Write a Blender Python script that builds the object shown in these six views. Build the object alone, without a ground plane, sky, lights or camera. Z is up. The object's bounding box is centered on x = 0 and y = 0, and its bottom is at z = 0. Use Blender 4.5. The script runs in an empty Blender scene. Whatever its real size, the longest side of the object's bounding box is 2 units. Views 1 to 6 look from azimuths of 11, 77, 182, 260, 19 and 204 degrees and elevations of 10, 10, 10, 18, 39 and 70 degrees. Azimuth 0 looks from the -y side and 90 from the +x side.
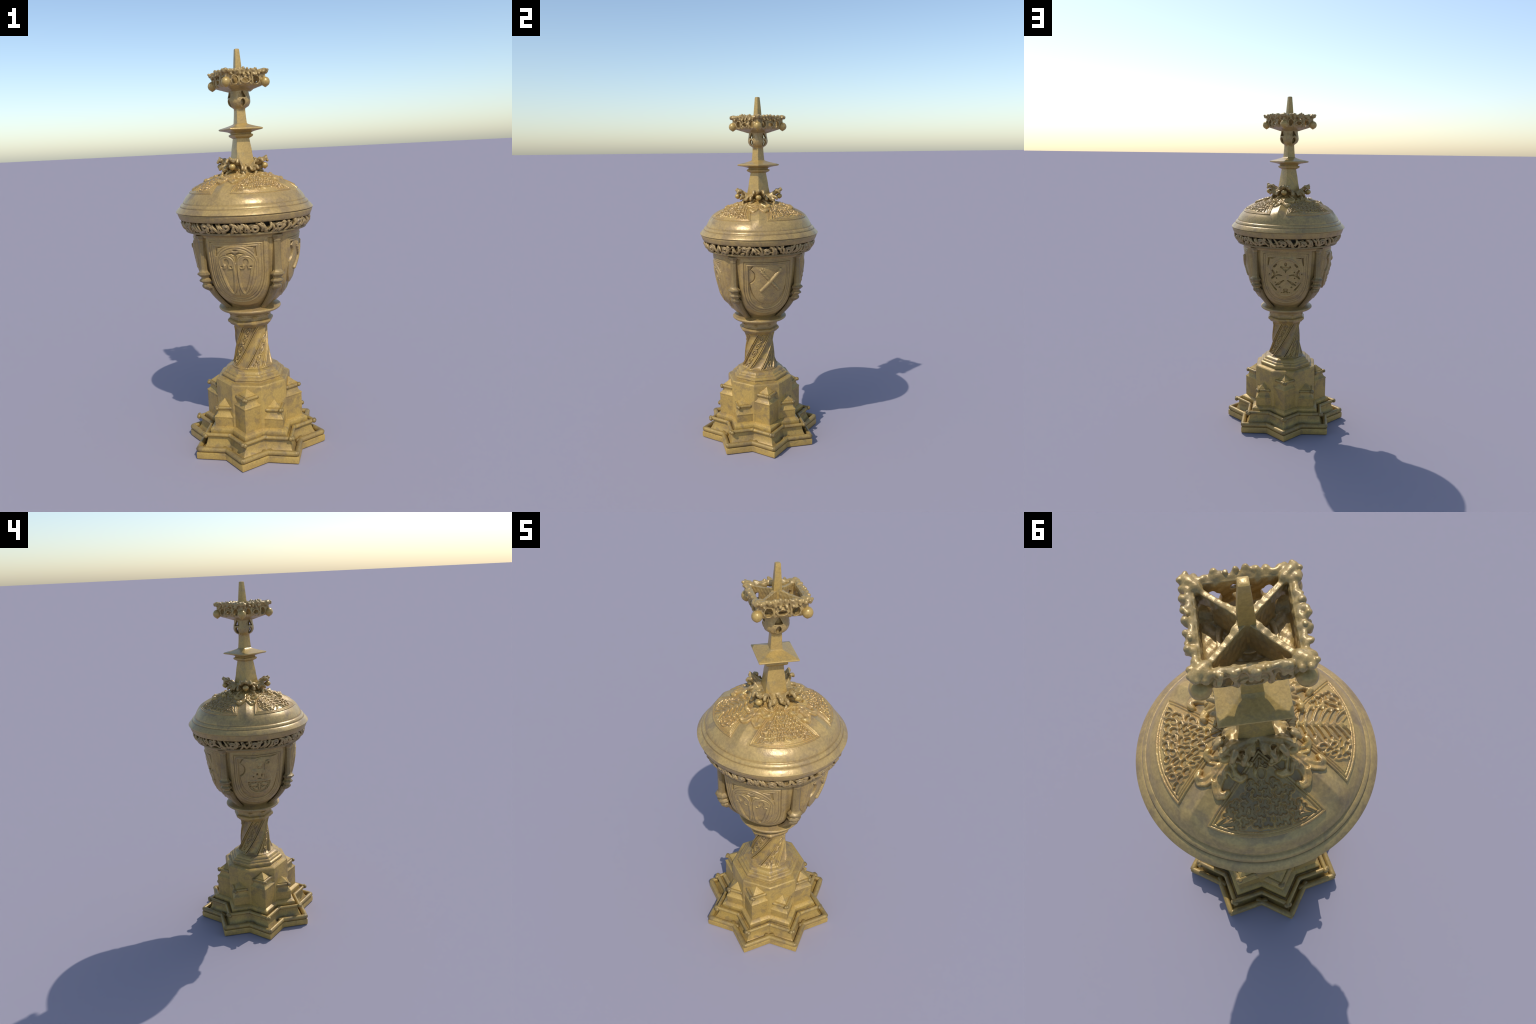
# Late-Gothic lidded cup in antique brass, built part by part.
import bpy, math
import numpy as np

TAU = 2 * math.pi
D = math.radians
rng = np.random.default_rng(7)


# ------------------------------------------------------------------ helpers
def pol(az, r, z):
    """point at azimuth az (degrees, 0 on the -y axis, 90 on +x), radius r, height z"""
    a = D(az)
    return (r * math.sin(a), -r * math.cos(a), z)


def sstep(x, a, b):
    t = np.clip((x - a) / (b - a), 0, 1)
    return t * t * (3 - 2 * t)


def smin(a, b, k):
    h = np.clip(0.5 + 0.5 * (b - a) / k, 0, 1)
    return b + (a - b) * h - k * h * (1 - h)


def new_object(name, V, F, mat, parent=None, smooth=True, angle=None, loc=None, rot=0.0):
    me = bpy.data.meshes.new(name)
    V = np.asarray(V, dtype=np.float64)
    F = np.asarray(F)
    if F.ndim == 2:
        n, k = F.shape
        me.vertices.add(len(V)); me.vertices.foreach_set("co", V.astype(np.float32).ravel())
        me.loops.add(n * k); me.loops.foreach_set("vertex_index", F.astype(np.int32).ravel())
        me.polygons.add(n); me.polygons.foreach_set("loop_start", np.arange(0, n * k, k, dtype=np.int32))
        me.update(calc_edges=True); me.validate()
    else:
        me.from_pydata([tuple(v) for v in V], [], [tuple(int(i) for i in f) for f in F])
    me.polygons.foreach_set("use_smooth", np.full(len(me.polygons), smooth))
    if angle is not None:
        me.set_sharp_from_angle(angle=D(angle))
    me.materials.append(mat)
    return place(bpy.data.objects.new(name, me), parent, loc, rot)


def place(ob, parent=None, loc=None, rot=0.0):
    bpy.context.scene.collection.objects.link(ob)
    ob.parent = parent
    if loc is not None:
        ob.location = loc
    ob.rotation_euler = (0, 0, rot)
    return ob


def again(ob, parent=None, loc=None, rot=0.0):
    o = ob.copy()
    return place(o, parent, loc, rot)


def ring_faces(rows, n, closed=True):
    i = np.arange(rows - 1)[:, None]
    j = np.arange(n if closed else n - 1)[None, :]
    j2 = (j + 1) % n
    a, b = i * n + j, i * n + j2
    return np.stack([a, b, b + n, a + n], -1).reshape(-1, 4)


def caps(F, rows, n):
    F = [list(f) for f in F]
    F.append(list(range(n))[::-1])
    F.append([(rows - 1) * n + j for j in range(n)])
    return np.array(F, dtype=object)


def dense(profile, step):
    """catmull-free linear resampling of a polyline"""
    P = np.array(profile, float); out = [P[0]]
    for a, b in zip(P[:-1], P[1:]):
        k = max(1, int(math.ceil(np.linalg.norm(b - a) / step)))
        out += [a + (b - a) * t / k for t in range(1, k + 1)]
    return np.array(out)


def curve(profile, n):
    """Catmull-Rom through the control points, n samples per span"""
    P = np.array(profile, float)
    P = np.vstack([2 * P[0] - P[1], P, 2 * P[-1] - P[-2]]); out = []
    for i in range(1, len(P) - 2):
        for t in np.linspace(0, 1, n, endpoint=False):
            a, b, c, d = P[i - 1:i + 3]
            out.append(0.5 * (2 * b + (c - a) * t + (2 * a - 5 * b + 4 * c - d) * t * t + (3 * b - a - 3 * c + d) * t ** 3))
    out.append(P[-2])
    return np.array(out)


def lathe(name, profile, mat, parent=None, seg=192, angle=35, centre=(0, 0), noise=0.0, **k):
    P = np.array(profile, float)
    th = np.linspace(0, TAU, seg, endpoint=False)
    R = P[:, 0][:, None] * np.ones(seg)[None]
    V = np.stack([R * np.sin(th) + centre[0], -R * np.cos(th) + centre[1], np.repeat(P[:, 1][:, None], seg, 1)], -1)
    return new_object(name, V.reshape(-1, 3), caps(ring_faces(len(P), seg), len(P), seg), mat, parent, angle=angle, **k)


def rounded_ngon(n, circ, first, c):
    """corner-rounded regular polygon; circ = corner radius, first = azimuth of the first corner, c = rounding"""
    pts = []
    side = 2 * circ * math.sin(math.pi / n)
    c = min(c, side * 0.45)
    cor = [np.array(pol(first + 360 * i / n, circ, 0)[:2]) for i in range(n)]
    for i in range(n):
        p, q, r = cor[i - 1], cor[i], cor[(i + 1) % n]
        a = q + (p - q) / np.linalg.norm(p - q) * c
        b = q + (r - q) / np.linalg.norm(r - q) * c
        for t in (0, 0.33, 0.67, 1):
            pts.append((1 - t) ** 2 * a + 2 * t * (1 - t) * q + t * t * b)
    return np.array(pts)


def ngon_loft(name, n, first, profile, mat, parent=None, c=0.003, angle=28, centre=(0, 0), lean=None, **k):
    rows = []
    for r, z in profile:
        p = rounded_ngon(n, r, first, c)
        rows.append(np.column_stack([p[:, 0] + centre[0], p[:, 1] + centre[1], np.full(len(p), z)]))
    m = len(rows[0])
    return new_object(name, np.vstack(rows), caps(ring_faces(len(rows), m), len(rows), m), mat, parent, angle=angle, **k)


WIDE = 1.018                                                # the foot is a little wider along x


def star_loft(name, profile, mat, parent=None, angle=28, c=0.004):
    """eight-pointed star (two crossed squares) lofted through (tip radius, z)"""
    rows = []
    for r, z in profile:
        inner = r * math.cos(D(45)) / math.cos(D(22.5))
        cor = [np.array(pol(22.5 * i, r if i % 2 == 0 else inner, 0)[:2]) for i in range(16)]
        pts = []
        for i in range(16):
            p, q, s = cor[i - 1], cor[i], cor[(i + 1) % 16]
            a = q + (p - q) / np.linalg.norm(p - q) * c
            b = q + (s - q) / np.linalg.norm(s - q) * c
            pts += [a, 0.25 * a + 0.5 * q + 0.25 * b, b]
        pts = np.array(pts)
        pts[:, 0] *= WIDE
        rows.append(np.column_stack([pts, np.full(len(pts), z)]))
    m = len(rows[0])
    return new_object(name, np.vstack(rows), caps(ring_faces(len(rows), m), len(rows), m), mat, parent, angle=angle)


def rod_mesh(name, a, b, radius, mat, parent, swell=0.0, seg=16):
    """round rod with softly domed ends"""
    a, b = np.array(a, float), np.array(b, float)
    d = b - a; L = np.linalg.norm(d); d /= L
    u = np.cross(d, [0, 0, 1]); u /= np.linalg.norm(u); w = np.cross(u, d)
    prof = [(-0.004, .45), (-0.001, .88), (0.003, 1 + swell), (0.010, 1 + swell * .8), (0.016, 1.0)]
    st = [(t, s) for t, s in prof]
    st += [(t, 1 + .02 * math.sin(37 * t * 9 + a[0] * 80)) for t in np.linspace(.024, L - .024, 6)]
    st += [(L - t, s) for t, s in prof[::-1]]
    th = np.linspace(0, TAU, seg, endpoint=False)
    V = [a + d * t + radius * s * (math.cos(x) * u + math.sin(x) * w) for t, s in st for x in th]
    return new_object(name, V, caps(ring_faces(len(st), seg), len(st), seg), mat, parent, angle=50)


def surface_nets(F, org, h):
    """polygonise the zero level of a signed-distance array"""
    s = F < 0
    nx, ny, nz = F.shape
    off = [(i, j, k) for i in (0, 1) for j in (0, 1) for k in (0, 1)]
    cut = lambda A, o: A[o[0]:nx - 1 + o[0], o[1]:ny - 1 + o[1], o[2]:nz - 1 + o[2]]
    cnt = sum(cut(s, o).astype(np.int8) for o in off)
    mixed = (cnt > 0) & (cnt < 8)
    idx = np.full(mixed.shape, -1, np.int64); ids = np.argwhere(mixed); idx[mixed] = np.arange(len(ids))
    f = {o: cut(F, o)[mixed] for o in off}
    pos = np.zeros((len(ids), 3)); n = np.zeros(len(ids))
    for o in off:
        for ax in range(3):
            if o[ax] == 0:
                q = list(o); q[ax] = 1; q = tuple(q)
                f0, f1 = f[o], f[q]; m = (f0 < 0) != (f1 < 0)
                t = f0[m] / (f0[m] - f1[m])
                p = np.tile(np.array(o, float), (m.sum(), 1)); p[:, ax] += t
                pos[m] += p; n[m] += 1
    V = (ids + pos / n[:, None]) * h + np.array(org)
    Q = []
    for ax in range(3):
        b, c = (ax + 1) % 3, (ax + 2) % 3
        lo = [slice(None)] * 3; hi = [slice(None)] * 3
        lo[ax] = slice(0, -1); hi[ax] = slice(1, None)
        for d in (b, c):
            lo[d] = hi[d] = slice(1, -1)
        s0, s1 = s[tuple(lo)], s[tuple(hi)]
        for flip, m in ((False, s0 & ~s1), (True, ~s0 & s1)):
            e = np.argwhere(m)
            if not len(e):
                continue
            e[:, b] += 1; e[:, c] += 1
            def cell(db, dc):
                q = e.copy(); q[:, b] += db; q[:, c] += dc
                return idx[q[:, 0], q[:, 1], q[:, 2]]
            quad = np.stack([cell(-1, -1), cell(0, -1), cell(0, 0), cell(-1, 0)], 1)
            Q.append(quad[:, ::-1] if flip else quad)
    return V, np.vstack(Q)


def grid_patch(name, P, N, H, mat, parent=None, cull=None, **k):
    """heightfield patch: surface points P, normals N, heights H (rows x cols)"""
    r, c = H.shape
    V = (P + N * H[..., None]).reshape(-1, 3)
    F = ring_faces(r, c, closed=False)
    if cull is not None:
        keep = (H.ravel()[F] > cull).any(1)
        F = F[keep]
        used = np.unique(F); m = np.full(len(V), -1); m[used] = np.arange(len(used))
        V, F = V[used], m[F]
    return new_object(name, V, F, mat, parent, **k)


# 2-D signed distances (numpy arrays)
def d_seg(x, y, ax, ay, bx, by, ra=0.0, rb=None):
    rb = ra if rb is None else rb
    dx, dy = bx - ax, by - ay
    t = np.clip(((x - ax) * dx + (y - ay) * dy) / (dx * dx + dy * dy + 1e-12), 0, 1)
    return np.hypot(x - ax - t * dx, y - ay - t * dy) - (ra + (rb - ra) * t)


def d_ell(x, y, cx, cy, a, b, ang=0.0):
    c, s = math.cos(D(ang)), math.sin(D(ang))
    u, v = (x - cx) * c + (y - cy) * s, -(x - cx) * s + (y - cy) * c
    k = np.hypot(u / a, v / b)
    return (k - 1) * min(a, b)


def d_path(x, y, pts, ra, rb=None):
    rb = ra if rb is None else rb
    n = len(pts) - 1; d = None
    for i in range(n):
        r0, r1 = ra + (rb - ra) * i / n, ra + (rb - ra) * (i + 1) / n
        e = d_seg(x, y, *pts[i], *pts[i + 1], r0, r1)
        d = e if d is None else np.minimum(d, e)
    return d


def d_poly(x, y, pts):
    pts = np.array(pts, float); d = np.full(x.shape, 1e9); inside = np.zeros(x.shape, bool)
    for (ax, ay), (bx, by) in zip(pts, np.roll(pts, -1, 0)):
        d = np.minimum(d, d_seg(x, y, ax, ay, bx, by))
        c = (ay > y) != (by > y)
        xi = ax + (y - ay) * (bx - ax) / (by - ay + 1e-12)
        inside ^= c & (x < xi)
    return np.where(inside, -d, d)


def arc_pts(cx, cy, r, a0, a1, n=8, ry=None):
    ry = r if ry is None else ry
    return [(cx + r * math.cos(D(a)), cy + ry * math.sin(D(a))) for a in np.linspace(a0, a1, n)]


def pit(d, depth, soft=0.004):
    return -depth * sstep(-d, -soft * .25, soft)


def rise(d, height, soft=0.004):
    return height * sstep(-d, -soft * .25, soft)


def roll(d, w, height):
    """rounded ridge of half-width w around d = 0"""
    return height * np.sqrt(np.clip(1 - (d / w) ** 2, 0, 1))


# ------------------------------------------------------------------ materials
def brass(name, main, warm, grey, rough=0.38, metal=0.18, scale=9.0, dark_tone=(0.10, 0.075, 0.035), hollow_dark_amt=0.5, seed=0.0, patch=0.5):
    m = bpy.data.materials.new(name); m.use_nodes = True
    nt = m.node_tree; N, L = nt.nodes, nt.links
    b = N["Principled BSDF"]
    tc = N.new("ShaderNodeTexCoord"); mp = N.new("ShaderNodeMapping")
    mp.inputs["Location"].default_value = (seed, seed * .7, seed * 1.3)
    L.new(tc.outputs["Object"], mp.inputs["Vector"])

    def noise(s, det=4, rgh=.55, dist=0.0):
        n = N.new("ShaderNodeTexNoise"); n.inputs["Scale"].default_value = s
        n.inputs["Detail"].default_value = det; n.inputs["Roughness"].default_value = rgh
        n.inputs["Distortion"].default_value = dist
        L.new(mp.outputs["Vector"], n.inputs["Vector"]); return n.outputs["Fac"]

    def ramp(src, lo, hi):
        r = N.new("ShaderNodeMapRange"); r.interpolation_type = 'SMOOTHSTEP'
        r.inputs["From Min"].default_value = lo; r.inputs["From Max"].default_value = hi
        L.new(src, r.inputs["Value"]); return r.outputs["Result"]

    def mix(fac, a, bb, kind='MIX'):
        x = N.new("ShaderNodeMix"); x.data_type = 'RGBA'; x.blend_type = kind
        if hasattr(fac, "is_linked") or not isinstance(fac, (int, float)):
            L.new(fac, x.inputs[0])
        else:
            x.inputs[0].default_value = fac
        for i, v in ((6, a), (7, bb)):
            if isinstance(v, tuple):
                x.inputs[i].default_value = (*v, 1)
            else:
                L.new(v, x.inputs[i])
        return x.outputs[2]

    def times(a, k):
        x = N.new("ShaderNodeMath"); x.operation = 'MULTIPLY'
        L.new(a, x.inputs[0]); x.inputs[1].default_value = k
        return x.outputs[0]

    col = mix(times(ramp(noise(scale, 5, .6, .4), .42, .66), .9), main, warm)
    col = mix(times(ramp(noise(scale * 1.9, 5, .62, .6), .46, .66), patch), col, grey)
    fine = ramp(noise(scale * 14, 3, .6), .30, .72)
    x = N.new("ShaderNodeMapRange"); L.new(fine, x.inputs["Value"])
    x.inputs["To Min"].default_value = .86; x.inputs["To Max"].default_value = 1.08
    vm = N.new("ShaderNodeVectorMath"); vm.operation = 'SCALE'
    L.new(col, vm.inputs[0]); L.new(x.outputs["Result"], vm.inputs["Scale"])
    col = vm.outputs[0]
    # darker tone in the hollows of the chasing
    if hollow_dark_amt > 0:
        g = N.new("ShaderNodeNewGeometry")
        pt = ramp(g.outputs["Pointiness"], .494, .44)
        col = mix(times(pt, hollow_dark_amt), col, dark_tone)
    g2 = N.new("ShaderNodeNewGeometry")
    wear = times(ramp(g2.outputs["Pointiness"], .525, .60), .35)
    col = mix(wear, col, tuple(min(1.0, c * 1.28) for c in main))
    # small dark specks
    sp = ramp(noise(scale * 7, 2, .5), .73, .78)
    col = mix(times(sp, .45), col, dark_tone)
    L.new(col, b.inputs["Base Color"])
    b.inputs["Metallic"].default_value = metal
    rg = N.new("ShaderNodeMapRange"); L.new(noise(scale * 4, 4), rg.inputs["Value"])
    rg.inputs["To Min"].default_value = rough - .09; rg.inputs["To Max"].default_value = rough + .12
    L.new(rg.outputs["Result"], b.inputs["Roughness"])
    bp = N.new("ShaderNodeBump"); bp.inputs["Strength"].default_value = .30; bp.inputs["Distance"].default_value = .004
    L.new(noise(scale * 6, 5, .6), bp.inputs["Height"]); L.new(bp.outputs["Normal"], b.inputs["Normal"])
    return m


M_BASE = brass("brass_pedestal", (.455, .298, .078), (.37, .240, .072), (.245, .168, .074), seed=1.0, scale=10, patch=.72, rough=.43)
M_STEM = brass("brass_stem", (.435, .285, .080), (.335, .215, .078), (.225, .155, .082), seed=2.0, scale=13, patch=.75)
M_BOWL = brass("brass_bowl", (.43, .292, .104), (.37, .245, .092), (.285, .198, .098), seed=3.0, scale=10, patch=.65, rough=.42)
M_FRIEZE = brass("brass_frieze", (.40, .275, .110), (.33, .222, .095), (.25, .185, .10), seed=4.0, scale=16, patch=.7)
M_DARK = brass("painted_recess_shade", (.07, .052, .028), (.055, .042, .024), (.09, .07, .04), rough=.6, metal=.0, seed=5.0)  # base colour darkened to near black to paint the shadow behind the frieze leaves
M_LID = brass("brass_lid", (.47, .318, .112), (.40, .268, .100), (.275, .190, .094), seed=6.0, scale=7, rough=.31, patch=.72)
M_CHASED = brass("brass_chased", (.52, .340, .105), (.46, .278, .088), (.35, .235, .115), seed=7.0, scale=14, rough=.28)
M_FINIAL = brass("brass_finial", (.48, .318, .095), (.42, .275, .088), (.32, .235, .105), seed=8.0, scale=10, rough=.32, patch=.7)
M_CROWN = brass("brass_crown", (.44, .300, .108), (.38, .255, .096), (.29, .220, .11), seed=9.0, scale=16, rough=.32, hollow_dark_amt=.45)
M_HOLLOW = brass("brass_hollow", (.46, .28, .06), (.40, .25, .06), (.36, .24, .08), seed=10.0, scale=12, rough=.36)

# ------------------------------------------------------------------ the cup
cup = bpy.data.objects.new("lidded_cup", None)
place(cup)
cup["label"] = "ornate antique brass lidded cup with Gothic tracery"
cup["category"] = "lidded cup"

# ================================================================== pedestal
R_ROD1, R_RAIL = .346, .300
pedestal = star_loft("pedestal", [(.357, 0), (.360, .003), (.3605, .030), (.358, .0345), (.349, .037), (.338, .0375),
                                  (.327, .039), (.318, .043), (.308, .052), (.299, .066), (.2935, .082), (.291, .098), (.288, .104),
                                  (.278, .105), (.274, .108), (.2735, .128), (.271, .134), (.256, .142), (.24, .146)], M_BASE, cup)


def star_corner(i, tip, z):
    return np.array(pol(22.5 * i, tip if i % 2 == 0 else tip * math.cos(D(45)) / math.cos(D(22.5)), z)) * np.array([WIDE, 1, 1])


for i in range(0, 16, 2):
    for j, s in ((i - 1, -1), (i + 1, 1)):
        # lower moulding: rods mitre at the points, run past the notches as crossed stubs
        a, b = star_corner(i, R_ROD1, .0495), star_corner(j, R_ROD1, .0495)
        d = (b - a) / np.linalg.norm(b - a)
        rod_mesh("edge_rod", a - d * .003, b + d * .024, .0135, M_BASE, pedestal)
        # upper rail: rods cross at the points with projecting ends
        z = .112 + .0015 * s
        a, b = star_corner(i, R_RAIL, z), star_corner(j, R_RAIL, z)
        d = (b - a) / np.linalg.norm(b - a)
        rod_mesh("rail_rod", a - d * .0155, b + d * .004, .0100, M_BASE, pedestal, swell=.2)

# octagonal drum
drum = ngon_loft("drum", 8, 22.5, [(.197, .135), (.197, .352), (.1955, .360), (.190, .365), (.176, .368), (.1685, .370)], M_BASE, cup, c=.004)

# pillars: square, one corner outwards, tall on the axes and low between them
SIDE = .1023
def pillar(az, top, out=0.0):
    PC = .1747 + out
    hd = SIDE / math.sqrt(2)
    c = pol(az, PC, 0)[:2]
    ob = ngon_loft("pillar", 4, az, [(hd, .138), (hd, top - .002), (hd + .0025, top), (hd + .0025, top + .004), (hd - .002, top + .008),
                                     (hd - .010, top + .013), (hd - .016, top + .021), (hd - .019, top + .030), (hd - .020, top + .036)],
                   M_BASE, drum, c=.0025, centre=c)
    hr = hd - .0175
    z = top + .046
    tip = np.array(pol(az, PC + hr, z)); cc = np.array(pol(az, PC, z))
    for s in (-90, 90):
        side = cc + (np.array(pol(az + s, hr, z)) - np.array([0, 0, z]))
        d = (side - tip) / np.linalg.norm(side - tip)
        q = tip.copy(); q[2] += .0012 * (1 if s > 0 else -1)
        side[2] = q[2]
        rod_mesh("pillar_rod", q - d * .0125, side, .0088, M_BASE, ob, swell=.18)
    ngon_loft("pillar_cap", 4, az, [(.052, top + .034), (.051, top + .050), (.044, top + .0535), (.0435, top + .058), (.022, top + .072), (.002, top + .0865)],
              M_BASE, ob, c=.0015, centre=pol(az, .181 + out, 0)[:2])


for k in range(4):
    pillar(90 * k, .264, (0, .004, 0, .009)[k])
    pillar(90 * k + 45, .1895)

# ================================================================== stem
stem_foot = ngon_loft("stem_foot", 8, 22.5, [(.172, .366), (.1640, .371), (.1630, .376), (.1665, .380), (.165, .387), (.160, .391), (.1535, .3925), (.152, .398),
                                             (.148, .402), (.1405, .404), (.138, .410), (.134, .4155), (.127, .419), (.115, .422), (.09, .43)],
                      M_STEM, cup, c=.003)


def spiral_relief(th, z):
    """four plain hollow bands and four tracery bands winding up the stem"""
    lead = 6.7
    raw = th - D(2) - lead * (z - .50)
    ph = np.mod(raw + D(45), D(90)) - D(45)                            # 0 in the middle of a plain band
    w = np.abs(ph) / D(45)
    h = -.0070 * np.clip(1 - (w / .34) ** 2, 0, 1)                     # hollow
    for c, wd, a in ((.385, .055, .0058), (.515, .048, .0050)):
        h = h + roll((w - c), wd, a)
    h = h - .0045 * np.exp(-((w - .450) / .030) ** 2)
    tr = sstep(w, .545, .60)
    h = h - .0060 * tr
    # tracery band: q across, zz along
    q = (np.mod(raw, D(90)) - D(45)) * .083
    band = np.floor(np.mod(raw, TAU) / D(90))
    for tc, sz in ((-.02, 1.0), (.20, .95), (.45, 1.15), (.70, .95), (.93, 1.1)):
        zz = z - .435 - (tc + .05 * np.sin(band * 2.1)) * .185
        e = d_ell(q, zz, 0, 0, .0098 * sz, .0165 * sz)
        h = h + tr * (roll(e - .001, .0026, .0052) + rise(e + .0035, .0050, .006))
        for sx in (-1, 1):
            h = h + tr * pit(d_ell(q, zz, sx * .0085, .020 * sz, .0034, .0055), .0040, .003)
            h = h + tr * rise(d_seg(q, zz, sx * .0145, .008 * sz, 0, .030 * sz, .0020, .0015), .0052, .0026)
    return h


SZ = [(.424, .109), (.433, .0995), (.455, .0915), (.479, .0862), (.505, .0835), (.535, .0812), (.58, .0795), (.605, .0805), (.626, .0845), (.642, .0915), (.652, .099)]
zs = np.linspace(.424, .652, 180); th = np.linspace(0, TAU, 600, endpoint=False)
sc = curve(SZ, 20); rz = np.interp(zs, sc[:, 0], sc[:, 1])
Z, T = np.meshgrid(zs, th, indexing="ij")
fade = sstep(Z, .424, .436) * (1 - sstep(Z, .628, .642))
R = rz[:, None] + spiral_relief(T, Z) * fade * (0.95 + .25 * np.clip((.50 - Z) / .07, 0, 1))
V = np.stack([R * np.sin(T), -R * np.cos(T), Z], -1).reshape(-1, 3)
stem = new_object("stem", V, ring_faces(len(zs), len(th)), M_STEM, cup)
ngon_loft("stem_collar", 8, 22.5, [(.095, .640), (.100, .641), (.106, .645), (.110, .651), (.117, .656), (.120, .662), (.1195, .669), (.115, .673), (.1085, .676),
                                   (.1065, .684), (.107, .692), (.110, .697)], M_STEM, stem, c=.006)

# ================================================================== bowl
lathe("foot_ring", curve([(.104, .686), (.1035, .696), (.107, .706), (.122, .7135), (.145, .7205), (.1555, .7275), (.1585, .7335), (.156, .739), (.147, .742), (.128, .747), (.10, .755)], 5),
      M_BOWL, stem, angle=60, centre=(.0005, .002))

BZ = curve([(1.128, .2665), (1.11, .2665), (1.08, .2645), (1.04, .260), (1.00, .254), (.96, .2465), (.92, .2365), (.885, .2275), (.855, .2130), (.825, .1940), (.80, .1735), (.775, .1500), (.755, .128), (.738, .118)], 24)
seglen = np.r_[0, np.cumsum(np.hypot(np.diff(BZ[:, 0]), np.diff(BZ[:, 1])))]
P_TOP = np.interp(-1.104, -BZ[:, 0], seglen)          # arc length at the shields' top edge


def bowl_at(p):
    """(r, z) of the bowl ground at arc length p below the shields' top edge"""
    return np.interp(p + P_TOP, seglen, BZ[:, 1]), np.interp(p + P_TOP, seglen, BZ[:, 0])


def bowl_normal(p):
    e = 1e-3
    r0, z0 = bowl_at(p - e); r1, z1 = bowl_at(p + e)
    l = np.hypot(r1 - r0, z1 - z0)
    return (z0 - z1) / l, (r1 - r0) / l               # radial, vertical


SHIELD_LEN = .302
def half_width(p, w0, length, straight=.40, point=.5):
    """half-width of a shield outline at depth p: straight above, pointed-round below"""
    t = np.clip((p / length - straight) / (1 - straight), 0, 1)
    return w0 * (1 - .06 * np.clip(p / length, 0, 1)) * np.clip(1 - t ** 2.2, 0, 1) ** point


def d_shield(s, p, w0, length, top=0.0, point=.5):
    """approximate signed distance to a shield outline (negative inside)"""
    t = np.clip((p / length - .40) / .60, 0, None)
    w = w0 * (1 - .06 * np.clip(p / length, 0, 1))
    k = ((np.abs(s) / w) ** (1 / point) + t ** 2.2) ** point
    return np.maximum((k - 1) * w * .92, top - p)


TURN = 0.8                                             # the shields sit slightly turned against the corners


def bowl_relief(az_deg, p):
    """moulded shield frames and corner pilasters; az in degrees"""
    a = np.mod(az_deg + TURN + 45, 90) - 45
    r, z = bowl_at(p)
    s = r * D(1) * a
    d = d_shield(s, p, .1465, .338, -.005)             # outer line of the frame
    du = d_shield(s, np.maximum(p, .0), .1475, .356, -1)   # same, without the top edge
    h = -.0115 * sstep(du, .004, .030) * (1 - .30 * sstep(p, .14, .26))   # the lobes stand out from the inner vessel
    h = h + .0032 * np.exp(-((d + .0035) / .0035) ** 2) # fillet
    h = h - .0036 * np.exp(-((d + .0095) / .0018) ** 2)
    h = h + .0016 * sstep(-d, .010, .013)
    h = h - .0040 * np.exp(-((d + .0205) / .0018) ** 2)
    h = h - .0010 * sstep(-d, .0215, .024)
    h = h - .0200 * sstep(-d, .0290, .0330)             # shield bed
    return h


ps = np.linspace(-P_TOP, seglen[-1] - P_TOP, 280); azs = np.linspace(0, 360, 840, endpoint=False)
PP, AA = np.meshgrid(ps, azs, indexing="ij")
H = bowl_relief(AA, PP)
r, z = bowl_at(PP); nr, nz = bowl_normal(PP)
r = r + H * nr; z = z + H * nz
V = np.stack([r * np.sin(np.radians(AA)), -r * np.cos(np.radians(AA)), z], -1).reshape(-1, 3)
bowl = new_object("bowl", V[:, :], ring_faces(len(ps), len(azs))[:, ::-1], M_BOWL, cup, loc=(.0, .003, 0))


# --- the four shields -------------------------------------------------
def pits(s, p, shapes, depth):
    h = np.zeros_like(s)
    d = None
    for f in shapes:
        d = f if d is None else np.minimum(d, f)
    return pit(d - .0008, depth, .0030)


def mirror(f):
    return lambda s, p: np.minimum(f(s, p), f(-s, p))


def spandrel(s, p):
    x = np.abs(s)
    a = d_path(x, p, [(.052, .021), (.072, .026), (.088, .021)], .0030, .0045)
    b = d_path(x, p, [(.084, .026), (.086, .048), (.090, .072)], .0055, .0020)
    return np.minimum(a, b)


def border(s, p):
    d = d_shield(s, p, .1210, SHIELD_LEN - .004, .0, .64)
    return .0030 * (1 - sstep(-d, .0085, .0115)), d


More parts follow.
